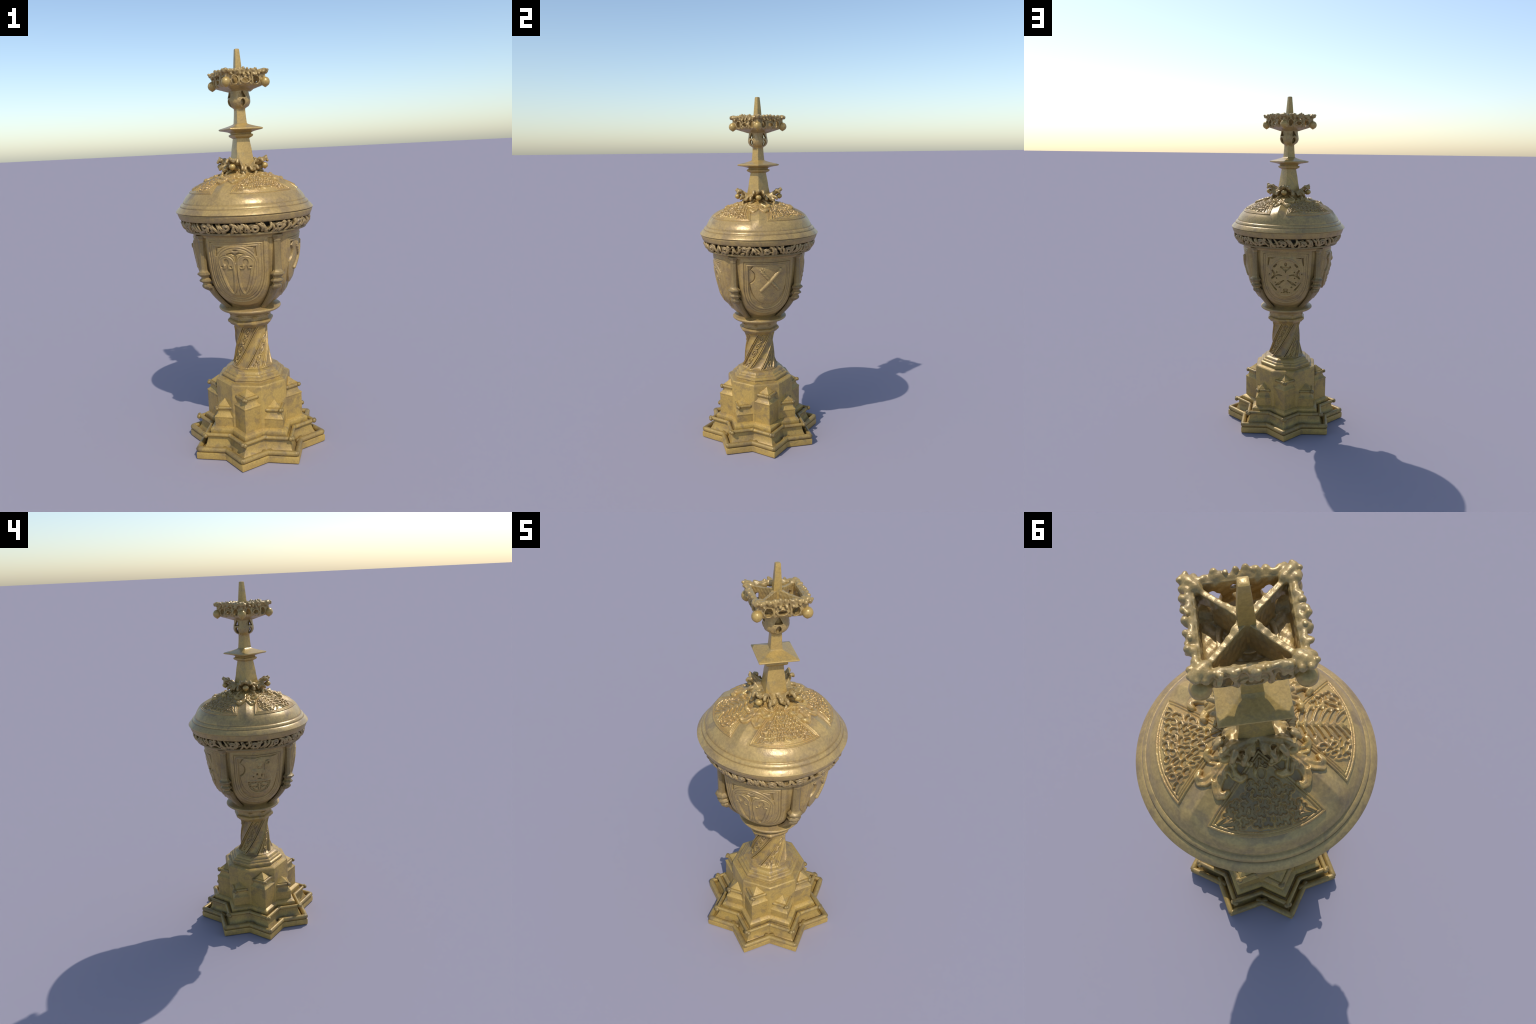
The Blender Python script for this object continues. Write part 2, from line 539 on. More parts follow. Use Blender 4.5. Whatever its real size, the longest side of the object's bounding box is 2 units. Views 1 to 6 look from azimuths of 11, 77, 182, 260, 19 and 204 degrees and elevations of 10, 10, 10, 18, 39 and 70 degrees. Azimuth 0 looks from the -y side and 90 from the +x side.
def shield_lancets(s, p):
    """two cusped lights under one round arch, sunk into a flush plate"""
    h, d = border(s, p)
    field = sstep(-d, .0085, .0115)
    s = s / 1.11
    q = np.maximum(p - .116, 0)
    arch = np.hypot(s, np.where(p < .116, p - .116, 0)) - .097 * np.sqrt(np.clip(1 - (q / .172) ** 2, 0, 1))
    h = h + field * (rise(arch, .0030, .004) - .0026 * np.exp(-((arch + .011) / .0022) ** 2) - .0020 * np.exp(-((arch - .0005) / .0022) ** 2))
    xa = np.abs(s)
    sp = np.minimum.reduce([spandrel(s, p) - .0010, d_ell(xa, p, .083, .027, .0095, .0070, 40), d_ell(xa, p, .064, .024, .0110, .0050, 12), d_ell(xa, p, .086, .052, .0050, .0160, -8)])
    h = h + field * pit(sp, .0085, .0034)
    # eye between the light heads
    eye = np.minimum(d_path(xa, p, [(.0, .062), (.016, .054), (.038, .060)], .0055, .0026), d_path(s, p, [(0, .070), (0, .104)], .0068, .0018))
    eye = np.minimum(eye, d_ell(s, p, 0, .040, .014, .0044))
    h = h + field * pit(eye, .0085, .0034)
    # lights: pointed below, trefoiled above
    x = xa - .042
    side = np.where(p > .10, (p - .10) / .170, 0)
    wl = .0375 * np.sqrt(np.clip(1 - side ** 1.5, 0, 1))
    cx = -.018 * side
    light = np.where(p < .103, np.hypot(x, np.minimum(p - .103, 0)) - .0375, np.abs(x - cx) - wl)
    light = np.maximum(light, p - .268)
    h = h + field * (.0022 * np.exp(-((light + .0045) / .0030) ** 2) - .0026 * np.exp(-(light / .0020) ** 2))
    body = np.maximum(light + .0110, .132 - p - .10 * np.abs(x))
    head = np.minimum(d_ell(x, p, 0, .099, .0125, .0190), d_seg(x, p, 0, .110, 0, .140, .0055, .0090))
    lobes = d_ell(np.abs(x), p, .0195, .122, .0062, .0056)
    h = h + field * pit(np.minimum(np.minimum(body, head), lobes), .0062, .0034)
    h = h - field * .0026 * np.exp(-((s - .001) / .0018) ** 2) * sstep(p, .11, .14)
    return h


def shield_rose(s, p):
    """six-lobed rose of trefoils"""
    h, d = border(s, p)
    field = sstep(-d, .010, .0125)
    ring = np.hypot(s / .088, np.where(p < .13, (p - .13) / .102, (p - .13) / .138)) * .09 - .09
    h = h + field * (roll(ring, .0050, .0036))
    s = s / 1.18; x = np.abs(s)
    L = [spandrel(s, p)]
    L += [d_path(x, p, [(.046, .064), (.056, .076)], .0030, .0052)]
    L += [d_path(s, p, [(0, .058), (0, .066)], .0055), d_ell(s, p, 0, .088, .016, .0125), d_path(x, p, [(.006, .088), (.022, .078)], .007, .005), d_path(s, p, [(0, .095), (0, .112)], .007, .001)]
    L += [d_path(x, p, [(.018, .130), (.036, .126), (.050, .128)], .0022, .0072), d_path(x, p, [(.052, .124), (.066, .100)], .0075, .0038), d_path(x, p, [(.052, .130), (.068, .150)], .0065, .0042)]
    L += [d_ell(x, p, .043, .110, .0032, .0035), d_ell(x, p, .044, .147, .0032, .0035), d_ell(x, p, .080, .124, .0034, .0042)]
    L += [d_path(x, p, [(.009, .160), (.024, .172), (.036, .184)], .0026, .0075), d_path(x, p, [(.036, .184), (.048, .192)], .0055, .0035), d_ell(x, p, .029, .204, .005, .0036), d_ell(x, p, .050, .174, .0045, .003)]
    L += [d_path(x, p, [(.074, .178), (.058, .206), (.046, .222)], .0022, .0045)]
    L += [d_ell(s, p, 0, .222, .012, .0105), d_path(x, p, [(.004, .236), (.010, .240)], .005), d_ell(x, p, .020, .240, .0035, .0035)]
    h = h + field * pits(s * 1.0, p, L, .0115)
    dd = np.minimum.reduce([np.abs(f) for f in L[4:]])
    h = h + field * .0026 * np.exp(-(dd / .0030) ** 2)
    return h


def heater(s, p):
    """tournament shield with a scalloped top and a lance notch on the viewer's left"""
    out = d_shield(s - .004, p, .096, .252, -1)
    top = np.where(s < .012, .012 + .010 * np.cos(np.clip((s + .030) / .045, -1.2, 1.2) * 1.3), .0105 + .010 * np.cos(np.clip((s - .054) / .045, -1.2, 1.2) * 1.3)) - p
    notch = np.hypot(s + .099, (p - .087) * .92) - .036
    cut = d_poly(s, p, [(-.12, -.02), (-.066, .0), (-.064, .012), (-.088, .052), (-.12, .06)])
    d = np.maximum(np.maximum(out, top), np.maximum(-notch, -cut))
    return d


def shield_staves(s, p):
    """two crossed staves on a notched shield"""
    h, d = border(s, p)
    h = h * 0 - .0015
    k = heater(s / 1.15, p / 1.05 + .004)
    h = h + rise(k, .0085, .0030) + .0030 * sstep(-k, .002, .03) * (1 - np.clip((s / .1) ** 2, 0, 1))
    h = h - .0035 * np.exp(-((k - .0015) / .0022) ** 2)
    # knotted club from upper left to lower right
    c1 = d_seg(s, p, -.036, .058, .062, .164, .0080, .0076)
    h = h + np.where(c1 < 0, roll(c1 + .0078, .0085, .0075), 0) + .0006 * np.sin(p * 420) * (c1 < 0)
    c1h = np.minimum.reduce([d_ell(s, p, -.030, .062, .0085, .0065, 45), d_ell(s, p, -.043, .050, .0055, .009, -20), d_ell(s, p, -.032, .043, .0036, .0085, 5), d_ell(s, p, -.024, .052, .0036, .007, 40)])
    h = np.maximum(h, .0085 + rise(c1h, .0065, .005) - (c1h > 0) * 1)
    # smooth stave over it
    c2 = d_seg(s, p, -.034, .165, .070, .052, .0098, .0088)
    h = np.where(c2 < .0002, np.maximum(h, .0115 + roll(c2 + .0085, .0092, .0095)), h)
    e = np.minimum(d_ell(s, p, -.036, .166, .0098, .0090), d_ell(s, p, .071, .046, .0075, .010, 30))
    h = np.where(e < 0, np.maximum(h, .0115 + roll(e + .0092, .0098, .0105)), h)
    pk = d_ell(s, p, .079, .044, .0034, .0045)
    h = h + pit(pk, .005, .003)
    h = h + .0002 * np.sin(p * 900 + 3 * np.sin(s * 60)) * (k < -.004)
    return h


def shield_bust(s, p):
    """haloed bust with a crozier above foliage, on a notched shield"""
    h, d = border(s, p)
    h = h * 0 - .0015
    k = heater(s / 1.15, p / 1.05 + .004)
    h = h + rise(k, .0085, .0030) + .0030 * sstep(-k, .002, .03) * (1 - np.clip((s / .1) ** 2, 0, 1))
    h = h - .0035 * np.exp(-((k - .0015) / .0022) ** 2)

    def bump(cx, cy, a, b, hh, ang=0.0, lvl=.008):
        nonlocal h
        e = d_ell(s, p, cx, cy, a, b, ang)
        dome = lvl + .0015 + hh * 1.5 * np.sqrt(np.clip(-e / min(a, b), 0, 1))
        h = np.where(e < 0, np.maximum(h, dome), h)
    oval = d_ell(s, p, .004, .160, .072, .082)
    h = h + rise(np.maximum(oval, .082 - p), .003, .006)
    bump(.006, .048, .023, .026, .0035)                 # halo / mitre
    bump(.006, .062, .0135, .019, .0075, lvl=.009)      # face
    bump(-.018, .098, .022, .016, .006, 30)             # shoulders
    bump(.030, .104, .020, .016, .006, -30)
    bump(-.030, .122, .026, .020, .0045)
    bump(.045, .126, .020, .014, .0045)
    bump(.006, .106, .015, .026, .0070)
    bump(-.014, .130, .009, .020, .0045, 20)
    bump(.026, .132, .009, .020, .0045, -20)
    for cx, cy, a, b in ((-.008, .112, .004, .006), (.016, .120, .003, .010), (.004, .140, .010, .0035), (-.028, .126, .004, .004), (.036, .136, .003, .008), (.000, .064, .0022, .0018), (.011, .064, .0022, .0018), (.006, .078, .005, .0018)):
        h = h + pit(d_ell(s, p, cx, cy, a * 1.2, b * 1.2), .0085, .003)
    cz = np.minimum(d_path(s, p, [(.034, .150), (.037, .060), (.041, .042)], .0032, .0036), d_path(s, p, arc_pts(.051, .046, .0095, 190, 470, 12), .0036, .0028))
    h = np.where(cz < 0, np.maximum(h, .0105 + roll(cz + .0033, .0036, .007)), h)
    h = h + roll(p - .153 - .02 * (s / .07) ** 2 * 0, .0042, .003) * (oval < -.003)
    low = (oval < -.010) & (p > .160)
    h = h - .0060 * low
    h = h + np.where(low, .0045 * np.sin(s * 330 + 14 * np.sin(p * 70)) * np.cos(p * 210), 0)
    for sx in (-1, 1):
        bump(.004 + sx * .029, .180, .018, .011, .0045, sx * 20, .006)
        bump(.004 + sx * .020, .204, .015, .008, .0045, -sx * 25, .006)
    bump(.004, .190, .0055, .024, .0045, 0, .007)
    h = h + .0002 * np.sin(p * 900 + 3 * np.sin(s * 60)) * (k < -.004)
    return h


def add_shield(az, relief, lift=0.0):
    nv, nu = 210, 170
    p = np.linspace(-.001, SHIELD_LEN * .9995, nv)[:, None] * np.ones(nu)
    p = p - 0.0
    w = half_width(np.clip(p, 0, None), .1255, SHIELD_LEN + .002)
    s = np.linspace(-1, 1, nu)[None] * w
    h = relief(s, p)
    rim = np.minimum((1 - np.abs(np.linspace(-1, 1, nu)))[None] * np.maximum(w, .02), np.minimum(p + .001, SHIELD_LEN - p))
    h = h + lift * sstep(rim, .004, .030) - .006 * (1 - sstep(rim, .0, .003)) - .0035
    r, z = bowl_at(p); nr, nz = bowl_normal(p)
    a = np.radians(az - TURN) + s / r
    P = np.stack([r * np.sin(a), -r * np.cos(a), z], -1)
    N = np.stack([nr * np.sin(a), -nr * np.cos(a), nz], -1)
    r_, c_ = h.shape
    V = (P + N * h[..., None]).reshape(-1, 3)
    return new_object("shield", V, ring_faces(r_, c_, False)[:, ::-1], M_BOWL, bowl)


add_shield(0, shield_lancets, .006)
add_shield(90, shield_staves, -.006)
add_shield(180, shield_rose, .006)
add_shield(270, shield_bust, .003)

# --- colonnettes at the corners ---------------------------------------
def frame_at(az, p, out):
    r, z = bowl_at(p); nr, nz = bowl_normal(p)
    return np.array(pol(az, float(r + nr * out), float(z + nz * out)))


def p_of_z(z):
    return float(np.interp(-z, -BZ[:, 0], seglen) - P_TOP)


def sweep(name, stations, az, mat, parent, n=8, first=22.5, angle=25, cut=None):
    """polygonal section (half sizes a radial, b tangential) carried down the corner line"""
    rows = []
    t = np.array(pol(az + 90, 1, 0))
    for z, out, a, b in stations:
        p = p_of_z(z); c = frame_at(az, p, out)
        e = np.array(pol(az, 1, 0))
        for k in range(n):
            q = D(first + 360 * k / n)
            rows.append(c + e * a * math.cos(q) + t * b * math.sin(q))
    m = len(stations)
    return new_object(name, rows, caps(ring_faces(m, n), m, n), mat, parent, angle=angle)


def shaft(name, stations, az, mat, parent, n=8, angle=25):
    """octagonal section about a centre at radius r: (z, r, half size)"""
    e, t = np.array(pol(az, 1, 0)), np.array(pol(az + 90, 1, 0))
    rows = [e * (r + a * math.cos(D(22.5 + 45 * k))) + t * a * 1.1 * math.sin(D(22.5 + 45 * k)) + np.array([0, 0, z]) for z, r, a in stations for k in range(n)]
    return new_object(name, rows, caps(ring_faces(len(stations), n), len(stations), n), mat, parent, angle=angle)


for k in range(4):
    az = 45 + 90 * k
    col = shaft("colonnette", [(1.127, .2570, .030), (1.119, .2570, .030), (1.114, .2570, .027), (1.108, .2570, .0215), (1.102, .2570, .0195), (1.097, .2570, .0210), (1.092, .2570, .0185), (1.03, .2565, .0180), (.962, .2560, .0185),
                               (.954, .2560, .0195), (.947, .2560, .0240), (.942, .2560, .0315), (.938, .2560, .0330), (.934, .2560, .0320), (.929, .2560, .0250), (.925, .2555, .023)], az, M_BOWL, bowl)
    shaft("colonnette_base", [(.930, .2515, .0240), (.923, .2510, .0205), (.916, .2505, .0195), (.911, .2500, .0255), (.906, .2495, .0300), (.902, .2490, .0305), (.898, .2480, .0280), (.892, .2465, .0185), (.887, .2450, .0180),
                              (.881, .2435, .0235), (.874, .2415, .0255), (.867, .2390, .0245), (.859, .2350, .0190), (.850, .2270, .010)], az, M_BOWL, col)
    # rib that carries it down to the foot ring
    sweep("bracket_rib", [(zz, .004, .0170 - .002 * i / 22, .0265 - .0065 * i / 22) for i, zz in enumerate(np.linspace(.876, .742, 22))], az, M_BOWL, col, n=8, angle=28)

# --- cornice: lip, frieze, bead --------------------------------------
lathe("cornice_lip", [(.26, 1.196), (.312, 1.1965), (.3245, 1.197), (.3275, 1.199), (.3315, 1.208), (.3355, 1.219), (.3375, 1.2255), (.3365, 1.2285), (.31, 1.229)], M_BOWL, bowl, centre=(-.002, .003), angle=40)
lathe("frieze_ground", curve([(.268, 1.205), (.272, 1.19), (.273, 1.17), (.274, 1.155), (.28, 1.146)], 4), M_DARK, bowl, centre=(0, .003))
lathe("cornice_bead", [(.262, 1.150), (.290, 1.1485), (.298, 1.1480), (.3020, 1.1450), (.3030, 1.1405), (.3010, 1.1365), (.2940, 1.1345), (.2860, 1.1330), (.2780, 1.1300), (.2720, 1.1260), (.2690, 1.1210), (.2670, 1.116), (.258, 1.112)], M_BOWL, bowl, centre=(0, .003), angle=40)


def sd_capsule(X, Y, Z, pts, ra, rb):
    n = len(pts) - 1; d = None
    for i in range(n):
        a, b = np.array(pts[i], float), np.array(pts[i + 1], float)
        r0, r1 = ra + (rb - ra) * i / n, ra + (rb - ra) * (i + 1) / n
        v = b - a
        t = np.clip(((X - a[0]) * v[0] + (Y - a[1]) * v[1] + (Z - a[2]) * v[2]) / (v @ v + 1e-12), 0, 1)
        e = np.sqrt((X - a[0] - t * v[0]) ** 2 + (Y - a[1] - t * v[1]) ** 2 + (Z - a[2] - t * v[2]) ** 2) - (r0 + (r1 - r0) * t)
        d = e if d is None else np.minimum(d, e)
    return d


N_LEAF = 16
U = TAU * .315 / N_LEAF                                     # length of one leaf unit


def frieze_leaf(seed):
    """one curling acanthus unit in (along, up, out) coordinates, meshed and bent onto the ring"""
    g = np.random.default_rng(100 + seed)
    h = .0018
    x = np.arange(-.030, U + .030, h); y = np.arange(-.034, .034, h); w = np.arange(-.030, .026, h)
    X, Y, W = np.meshgrid(x, y, w, indexing="ij")
    F = None
    def add(d, k=.0016):
        nonlocal F
        F = d if F is None else smin(F, d, k)
    # vine stalk undulating behind
    st = [(t * U, .012 * math.sin(TAU * t + seed), -.014 + .004 * math.cos(TAU * t)) for t in np.linspace(-.1, 1.1, 9)]
    add(sd_capsule(X, Y, W, st, .0090, .0090))
    # broad slanting leaf fingers, upper left to lower right
    nf = 4 if seed % 3 else 5
    flip = -1 if seed in (2, 5) else 1
    for i in range(nf):
        u0 = .034 + (i + .3 + g.uniform(-.2, .2)) / nf * U * .70
        top = .025 + g.uniform(-.007, .004); bot = -.020 + g.uniform(-.007, .009)
        sl = g.uniform(.012, .036) * (1 if g.random() < .8 else -.7)
        bow = g.uniform(-.004, .013)
        pts = []
        for t in np.linspace(0, 1, 6):
            pts.append((u0 - sl * .5 + sl * t + bow * math.sin(t * 3.1), flip * (top + (bot - top) * t), -.012 + .021 * math.sin(t * 2.3 + .30) + g.uniform(-.001, .001)))
        r1 = .0080 + g.uniform(-.0024, .0024)
        add(sd_capsule(X, Y, W, pts, .0058, r1), .0010)
        # rolled tip, sometimes with an eye drilled in
        tx, ty, tw = pts[-1]
        add(sd_capsule(X, Y, W, [(tx, ty, tw), (tx + .007, ty + flip * .005, tw + .003)], .0080, .0062), .002)
        if g.random() < .5:
            F = np.maximum(F, -(np.sqrt((X - tx - .006) ** 2 + (Y - ty - flip * .005) ** 2) - .0036))
        # groove along the finger
        F = np.maximum(F, -sd_capsule(X, Y, W, [(a + .0015, b, c + .0085) for a, b, c in pts[1:5]], .0016, .0030))
    # scroll with an open eye
    cx, cy = .012 + g.uniform(-.008, .010), g.uniform(-.009, .008)
    R0 = .0165 + g.uniform(-.005, .0025)
    gap = np.sqrt((X - cx) ** 2 + (Y - cy) ** 2) - R0
    F = np.maximum(F, -np.maximum(gap, -.006 - W))
    sp = [(cx + R0 * (1 - .045 * k) * math.cos(D(140 - 38 * k)), cy + R0 * (1 - .045 * k) * math.sin(D(140 - 38 * k)), .001 + .0008 * k) for k in range(13)]
    add(sd_capsule(X, Y, W, sp, .0078, .0050), .0010)
    # notched lobes around the scroll
    for q in range(4):
        lx = cx + (-.020, .022, -.012, .026)[q] + g.uniform(-.004, .004); ly = (.021 if q % 2 else -.019) + g.uniform(-.004, .004)
        add(sd_capsule(X, Y, W, [(lx - .004, ly * .5, -.012), (lx, ly, .002), (lx + .008, ly * .75, .007)], .0080, .0050), .0015)
    for q in range(3):                                        # small curled leaflets scattered over the unit
        lx, ly = g.uniform(0, U), g.uniform(-.022, .022); an = g.uniform(0, TAU)
        pts = [(lx + .011 * t * math.cos(an + 1.1 * t), ly + .011 * t * math.sin(an + 1.1 * t), -.002 + .010 * math.sin(2.2 * t)) for t in (0, .5, 1, 1.4)]
        add(sd_capsule(X, Y, W, pts, .0062, .0036), .0014)
    F = np.maximum(F, np.abs(Y) - .0300)
    V, Q = surface_nets(F, (x[0], y[0], w[0]), h)
    along, up, out = V[:, 0], V[:, 1], V[:, 2]
    zc = 1.1710 + up * .90
    r = .3065 + (zc - 1.165) * .34 + out * .95
    a = (along - U / 2) / .315
    return np.column_stack([r * np.sin(a), -r * np.cos(a), zc]), Q


variants = []
for k in range(8):
    V, Q = frieze_leaf(k)
    variants.append(new_object("frieze_leaf", V, Q, M_FRIEZE, bowl, loc=(0, .003, 0), rot=D(360 * k / N_LEAF + 4)))
for k in range(8, N_LEAF):
    again(variants[(k * 3 + 1) % 8], bowl, (0, .003, 0), D(360 * k / N_LEAF + 4))

# ================================================================== lid (turned 33 degrees on the cup)
LID_ROT = D(33)
lid = lathe("lid", [(.02, 1.2300), (.30, 1.2295), (.338, 1.2300), (.3420, 1.2315), (.3428, 1.2345), (.3405, 1.2380), (.3345, 1.2450), (.3290, 1.2510), (.3245, 1.2550), (.3222, 1.2562), (.3205, 1.2560), (.3195, 1.2575), (.3200, 1.2610), (.3190, 1.2645),
                    (.3155, 1.2690), (.3115, 1.2725), (.3085, 1.2740), (.3062, 1.2738), (.3050, 1.2750), (.3047, 1.2790), (.3020, 1.2800), (.29, 1.281)], M_LID, cup, seg=256, angle=40, loc=(-.0035, .0065, 0), rot=LID_ROT)

DOME = curve([(.030, 1.424), (.062, 1.4110), (.095, 1.4015), (.130, 1.3915), (.165, 1.3795), (.200, 1.3655), (.235, 1.3495), (.262, 1.3320), (.283, 1.3125), (.295, 1.2970), (.3025, 1.2835), (.3045, 1.2775)], 16)
dl = np.r_[0, np.cumsum(np.hypot(np.diff(DOME[:, 0]), np.diff(DOME[:, 1])))]


def dome_z(az, r):
    """height of the dome ground with soft ridges along the four corners (az local, degrees)"""
    z = np.interp(r, DOME[:, 0], DOME[:, 1])
    c = np.abs(np.mod(az, 90) - 45) * D(1) * r
    ridge = .0105 * np.clip(1 - c / .038, 0, 1) ** 1.1 * sstep(r, .05, .12) * (1 - sstep(r, .268, .302))
    flat = -.0030 * np.clip(1 - np.abs(np.mod(az + 45, 90) - 45) / 40, 0, 1) * sstep(r, .06, .15) * (1 - sstep(r, .25, .295))
    return z + ridge + flat


qs = np.linspace(0, dl[-1], 130); rr = np.interp(qs, dl, DOME[:, 0])
azs = np.linspace(0, 360, 576, endpoint=False)
RR, AA = np.meshgrid(rr, azs, indexing="ij")
ZZ = dome_z(AA, RR)
ZZ = np.where(RR > .3024, np.interp(qs, dl, DOME[:, 1])[:, None] * np.ones_like(ZZ), ZZ)
V = np.stack([RR * np.sin(np.radians(AA)), -RR * np.cos(np.radians(AA)), ZZ], -1).reshape(-1, 3)
dome = new_object("dome", V, ring_faces(len(qs), len(azs))[:, ::-1], M_LID, lid)

# --- chased triangular panels; plan coordinates x sideways, y outwards
APEX, RCOR, ACOR = .058, .272, 35.5
CX, CY = RCOR * math.sin(D(ACOR)), RCOR * math.cos(D(ACOR))


def d_panel(x, y):
    """positive inside the panel"""
    n = math.hypot(CX, CY - APEX)
    side = ((y - APEX) * CX - np.abs(x) * (CY - APEX)) / n
    return np.minimum(side, RCOR - np.hypot(x, y))


def rings(x, y, cells, lift=.0078, sink=.0085):
    """raised collars around sunk pockets; cells = (cx, cy, a, b, angle)"""
    d = np.full(x.shape, 1.0)
    for cx, cy, a, b, g in cells:
        d = np.minimum(d, d_ell(x, y, cx, cy, a, b, g))
    h = lift * np.exp(-((d - .0030) / .0034) ** 2) * (d > -.002)
    h = np.maximum(h, .45 * lift * sstep(d, 0, .004))
    return h + pit(d, sink, .0028)


def fill(seed, spacing, amin, amax, bmin, bmax, spread, margin=.0245):
    """jittered rows of oval cells covering the whole panel"""
    g = np.random.default_rng(seed); cells = []
    yy = APEX + .045; row = 0
    while yy < RCOR:
        n = int(.30 / spacing)
        for i in range(-n // 2, n // 2 + 1):
            cx = (i + .5 * (row % 2)) * spacing + g.uniform(-.18, .18) * spacing
            cy = yy - cx * cx * 1.3 + g.uniform(-.15, .15) * spacing
            if d_panel(np.array(cx), np.array(cy)) > margin:
                a0, b0, an = g.uniform(amin, amax), g.uniform(bmin, bmax), g.uniform(-spread, spread)
                cells.append((cx, cy, a0, b0, an))
                if bmax < .5 and g.random() < .45:               # some pockets are bent or bone-shaped
                    cells.append((cx + .006 * math.cos(D(an + 60)), cy + .006 * math.sin(D(an + 60)), a0 * .8, b0 * .6, an + 55))
        yy += spacing * .84; row += 1
    return cells


def motif_beads(x, y):
    cells = fill(21, .0225, .0028, .0046, .0056, .0082, 80)
    cells += [(-.006, .092, .0022, .009, 12), (.007, .094, .0022, .008, -25)]
    for sx in (-1, 1):
        cells += [(sx * .116, .2225, .014, .0035, sx * 38), (sx * .098, .2420 - .012, .012, .0030, sx * 24)]
    return rings(x, y, cells)


def motif_mixed(x, y):
    cells = fill(5, .0225, .0034, .0054, .0056, .0088, 90)
    for sx in (-1, 1):
        cells += [(sx * .114, .2225, .013, .0038, sx * 40)]
    cells += [(0, .095, .003, .010, 0)]
    return rings(x, y, cells, .0074, .0090)


def motif_trefoils(x, y):
    L = []
    g = np.random.default_rng(77)
    def tref(cx, cy, k, g0):
        for q in range(3):
            a = D(g0 + 120 * q)
            L.append(d_seg(x, y, cx, cy, cx + .0080 * k * math.cos(a), cy + .0080 * k * math.sin(a), .0030 * k, .0046 * k))
    L.extend([d_ell(x, y, -.008, .096, .0035, .011, 15), d_ell(x, y, .007, .094, .004, .005), d_ell(x, y, .012, .105, .003, .003), d_ell(x, y, .000, .120, .008, .012)])
    for cx, cy, _, _, a in fill(31, .0268, 1, 1, 1, 1, 180, .0255):
        if cy > .128:
            tref(cx, cy, g.uniform(.88, 1.12), a)
    for sx in (-1, 1):
        L.append(d_seg(x, y, sx * .092, .230, sx * .128, .2245, .0042, .0015)); L.append(d_seg(x, y, sx * .098, .214, sx * .122, .2225, .0042, .0015))
    d = np.minimum.reduce(L)
    return pit(d, .0090, .0030) + .0062 * np.exp(-((d - .0022) / .0026) ** 2) + .0008


def motif_feather(x, y):
    """leaf with a midrib and fat lobes on both sides, smaller curls out to the corners"""
    spine = roll(d_seg(x, y, 0, .080, 0, .245, 0), .0034, .0062)
    g = np.random.default_rng(63); cells = []
    for sx in (-1, 1):
        for i in range(8):
            y0 = .094 + .0200 * i + (.006 if sx > 0 else 0)
            ln = min(.010 + .0042 * i, .022) * g.uniform(.9, 1.1)
            an = 18 + 3 * i + g.uniform(-6, 6)
            cells.append((sx * (.006 + ln * math.cos(D(an))), y0 + ln * math.sin(D(an)), ln, .0046 + g.uniform(0, .0012), sx * an))
            cells.append((sx * (.006 + 1.75 * ln * math.cos(D(an))), y0 + 1.85 * ln * math.sin(D(an)), .0045, .0052, 0))
    outer = [c for c in fill(9, .0205, .0030, .0046, .0062, .0098, 35) if abs(c[0]) > .052]
    cells += [(cx, cy, a, b, (50 if cx > 0 else -50) + an) for cx, cy, a, b, an in outer]
    cells = [c for c in cells if d_panel(np.array(c[0]), np.array(c[1])) > .022]
    return np.maximum(rings(x, y, cells), spine)


def add_panel(az, motif):
    n = 210
    x1 = np.linspace(-CX - .008, CX + .008, 270); y1 = np.linspace(APEX - .012, RCOR + .008, n)
    Y, X = np.meshgrid(y1, x1, indexing="ij")
    d = d_panel(X, Y)
    rr = np.hypot(X, Y); a = np.degrees(np.arctan2(X, Y))
    z = dome_z(a, rr)
    e = 1e-3
    zr = (np.interp(rr + e, DOME[:, 0], DOME[:, 1]) - np.interp(rr - e, DOME[:, 0], DOME[:, 1])) / (2 * e)
    l = np.sqrt(1 + zr ** 2); nr, nz = -zr / l, 1 / l
    h = -.006 + .006 * sstep(d, -.0028, -.0014)
    h = h - .0036 * np.exp(-((d - .0000) / .0020) ** 2)                 # incised outline
    h = h + roll(d - .0052, .0036, .0042) + roll(d - .0125, .0030, .0034)
    fld = sstep(d, .0145, .018)
    h = h - .0010 * fld + np.clip(motif(X, Y), -.0095, .0090) * fld * sstep(d, .015, .018)
    P = np.stack([X, -Y, z], -1)                                        # local azimuth 0 looks to -y
    N = np.stack([nr * X / rr, -nr * Y / rr, nz], -1)
    return grid_patch("chased_panel", P, N, h, M_CHASED, dome, cull=-.0055, rot=D(az))


for az, mo in ((0, motif_beads), (90, motif_mixed), (180, motif_trefoils), (270, motif_feather)):
    add_panel(az, mo)


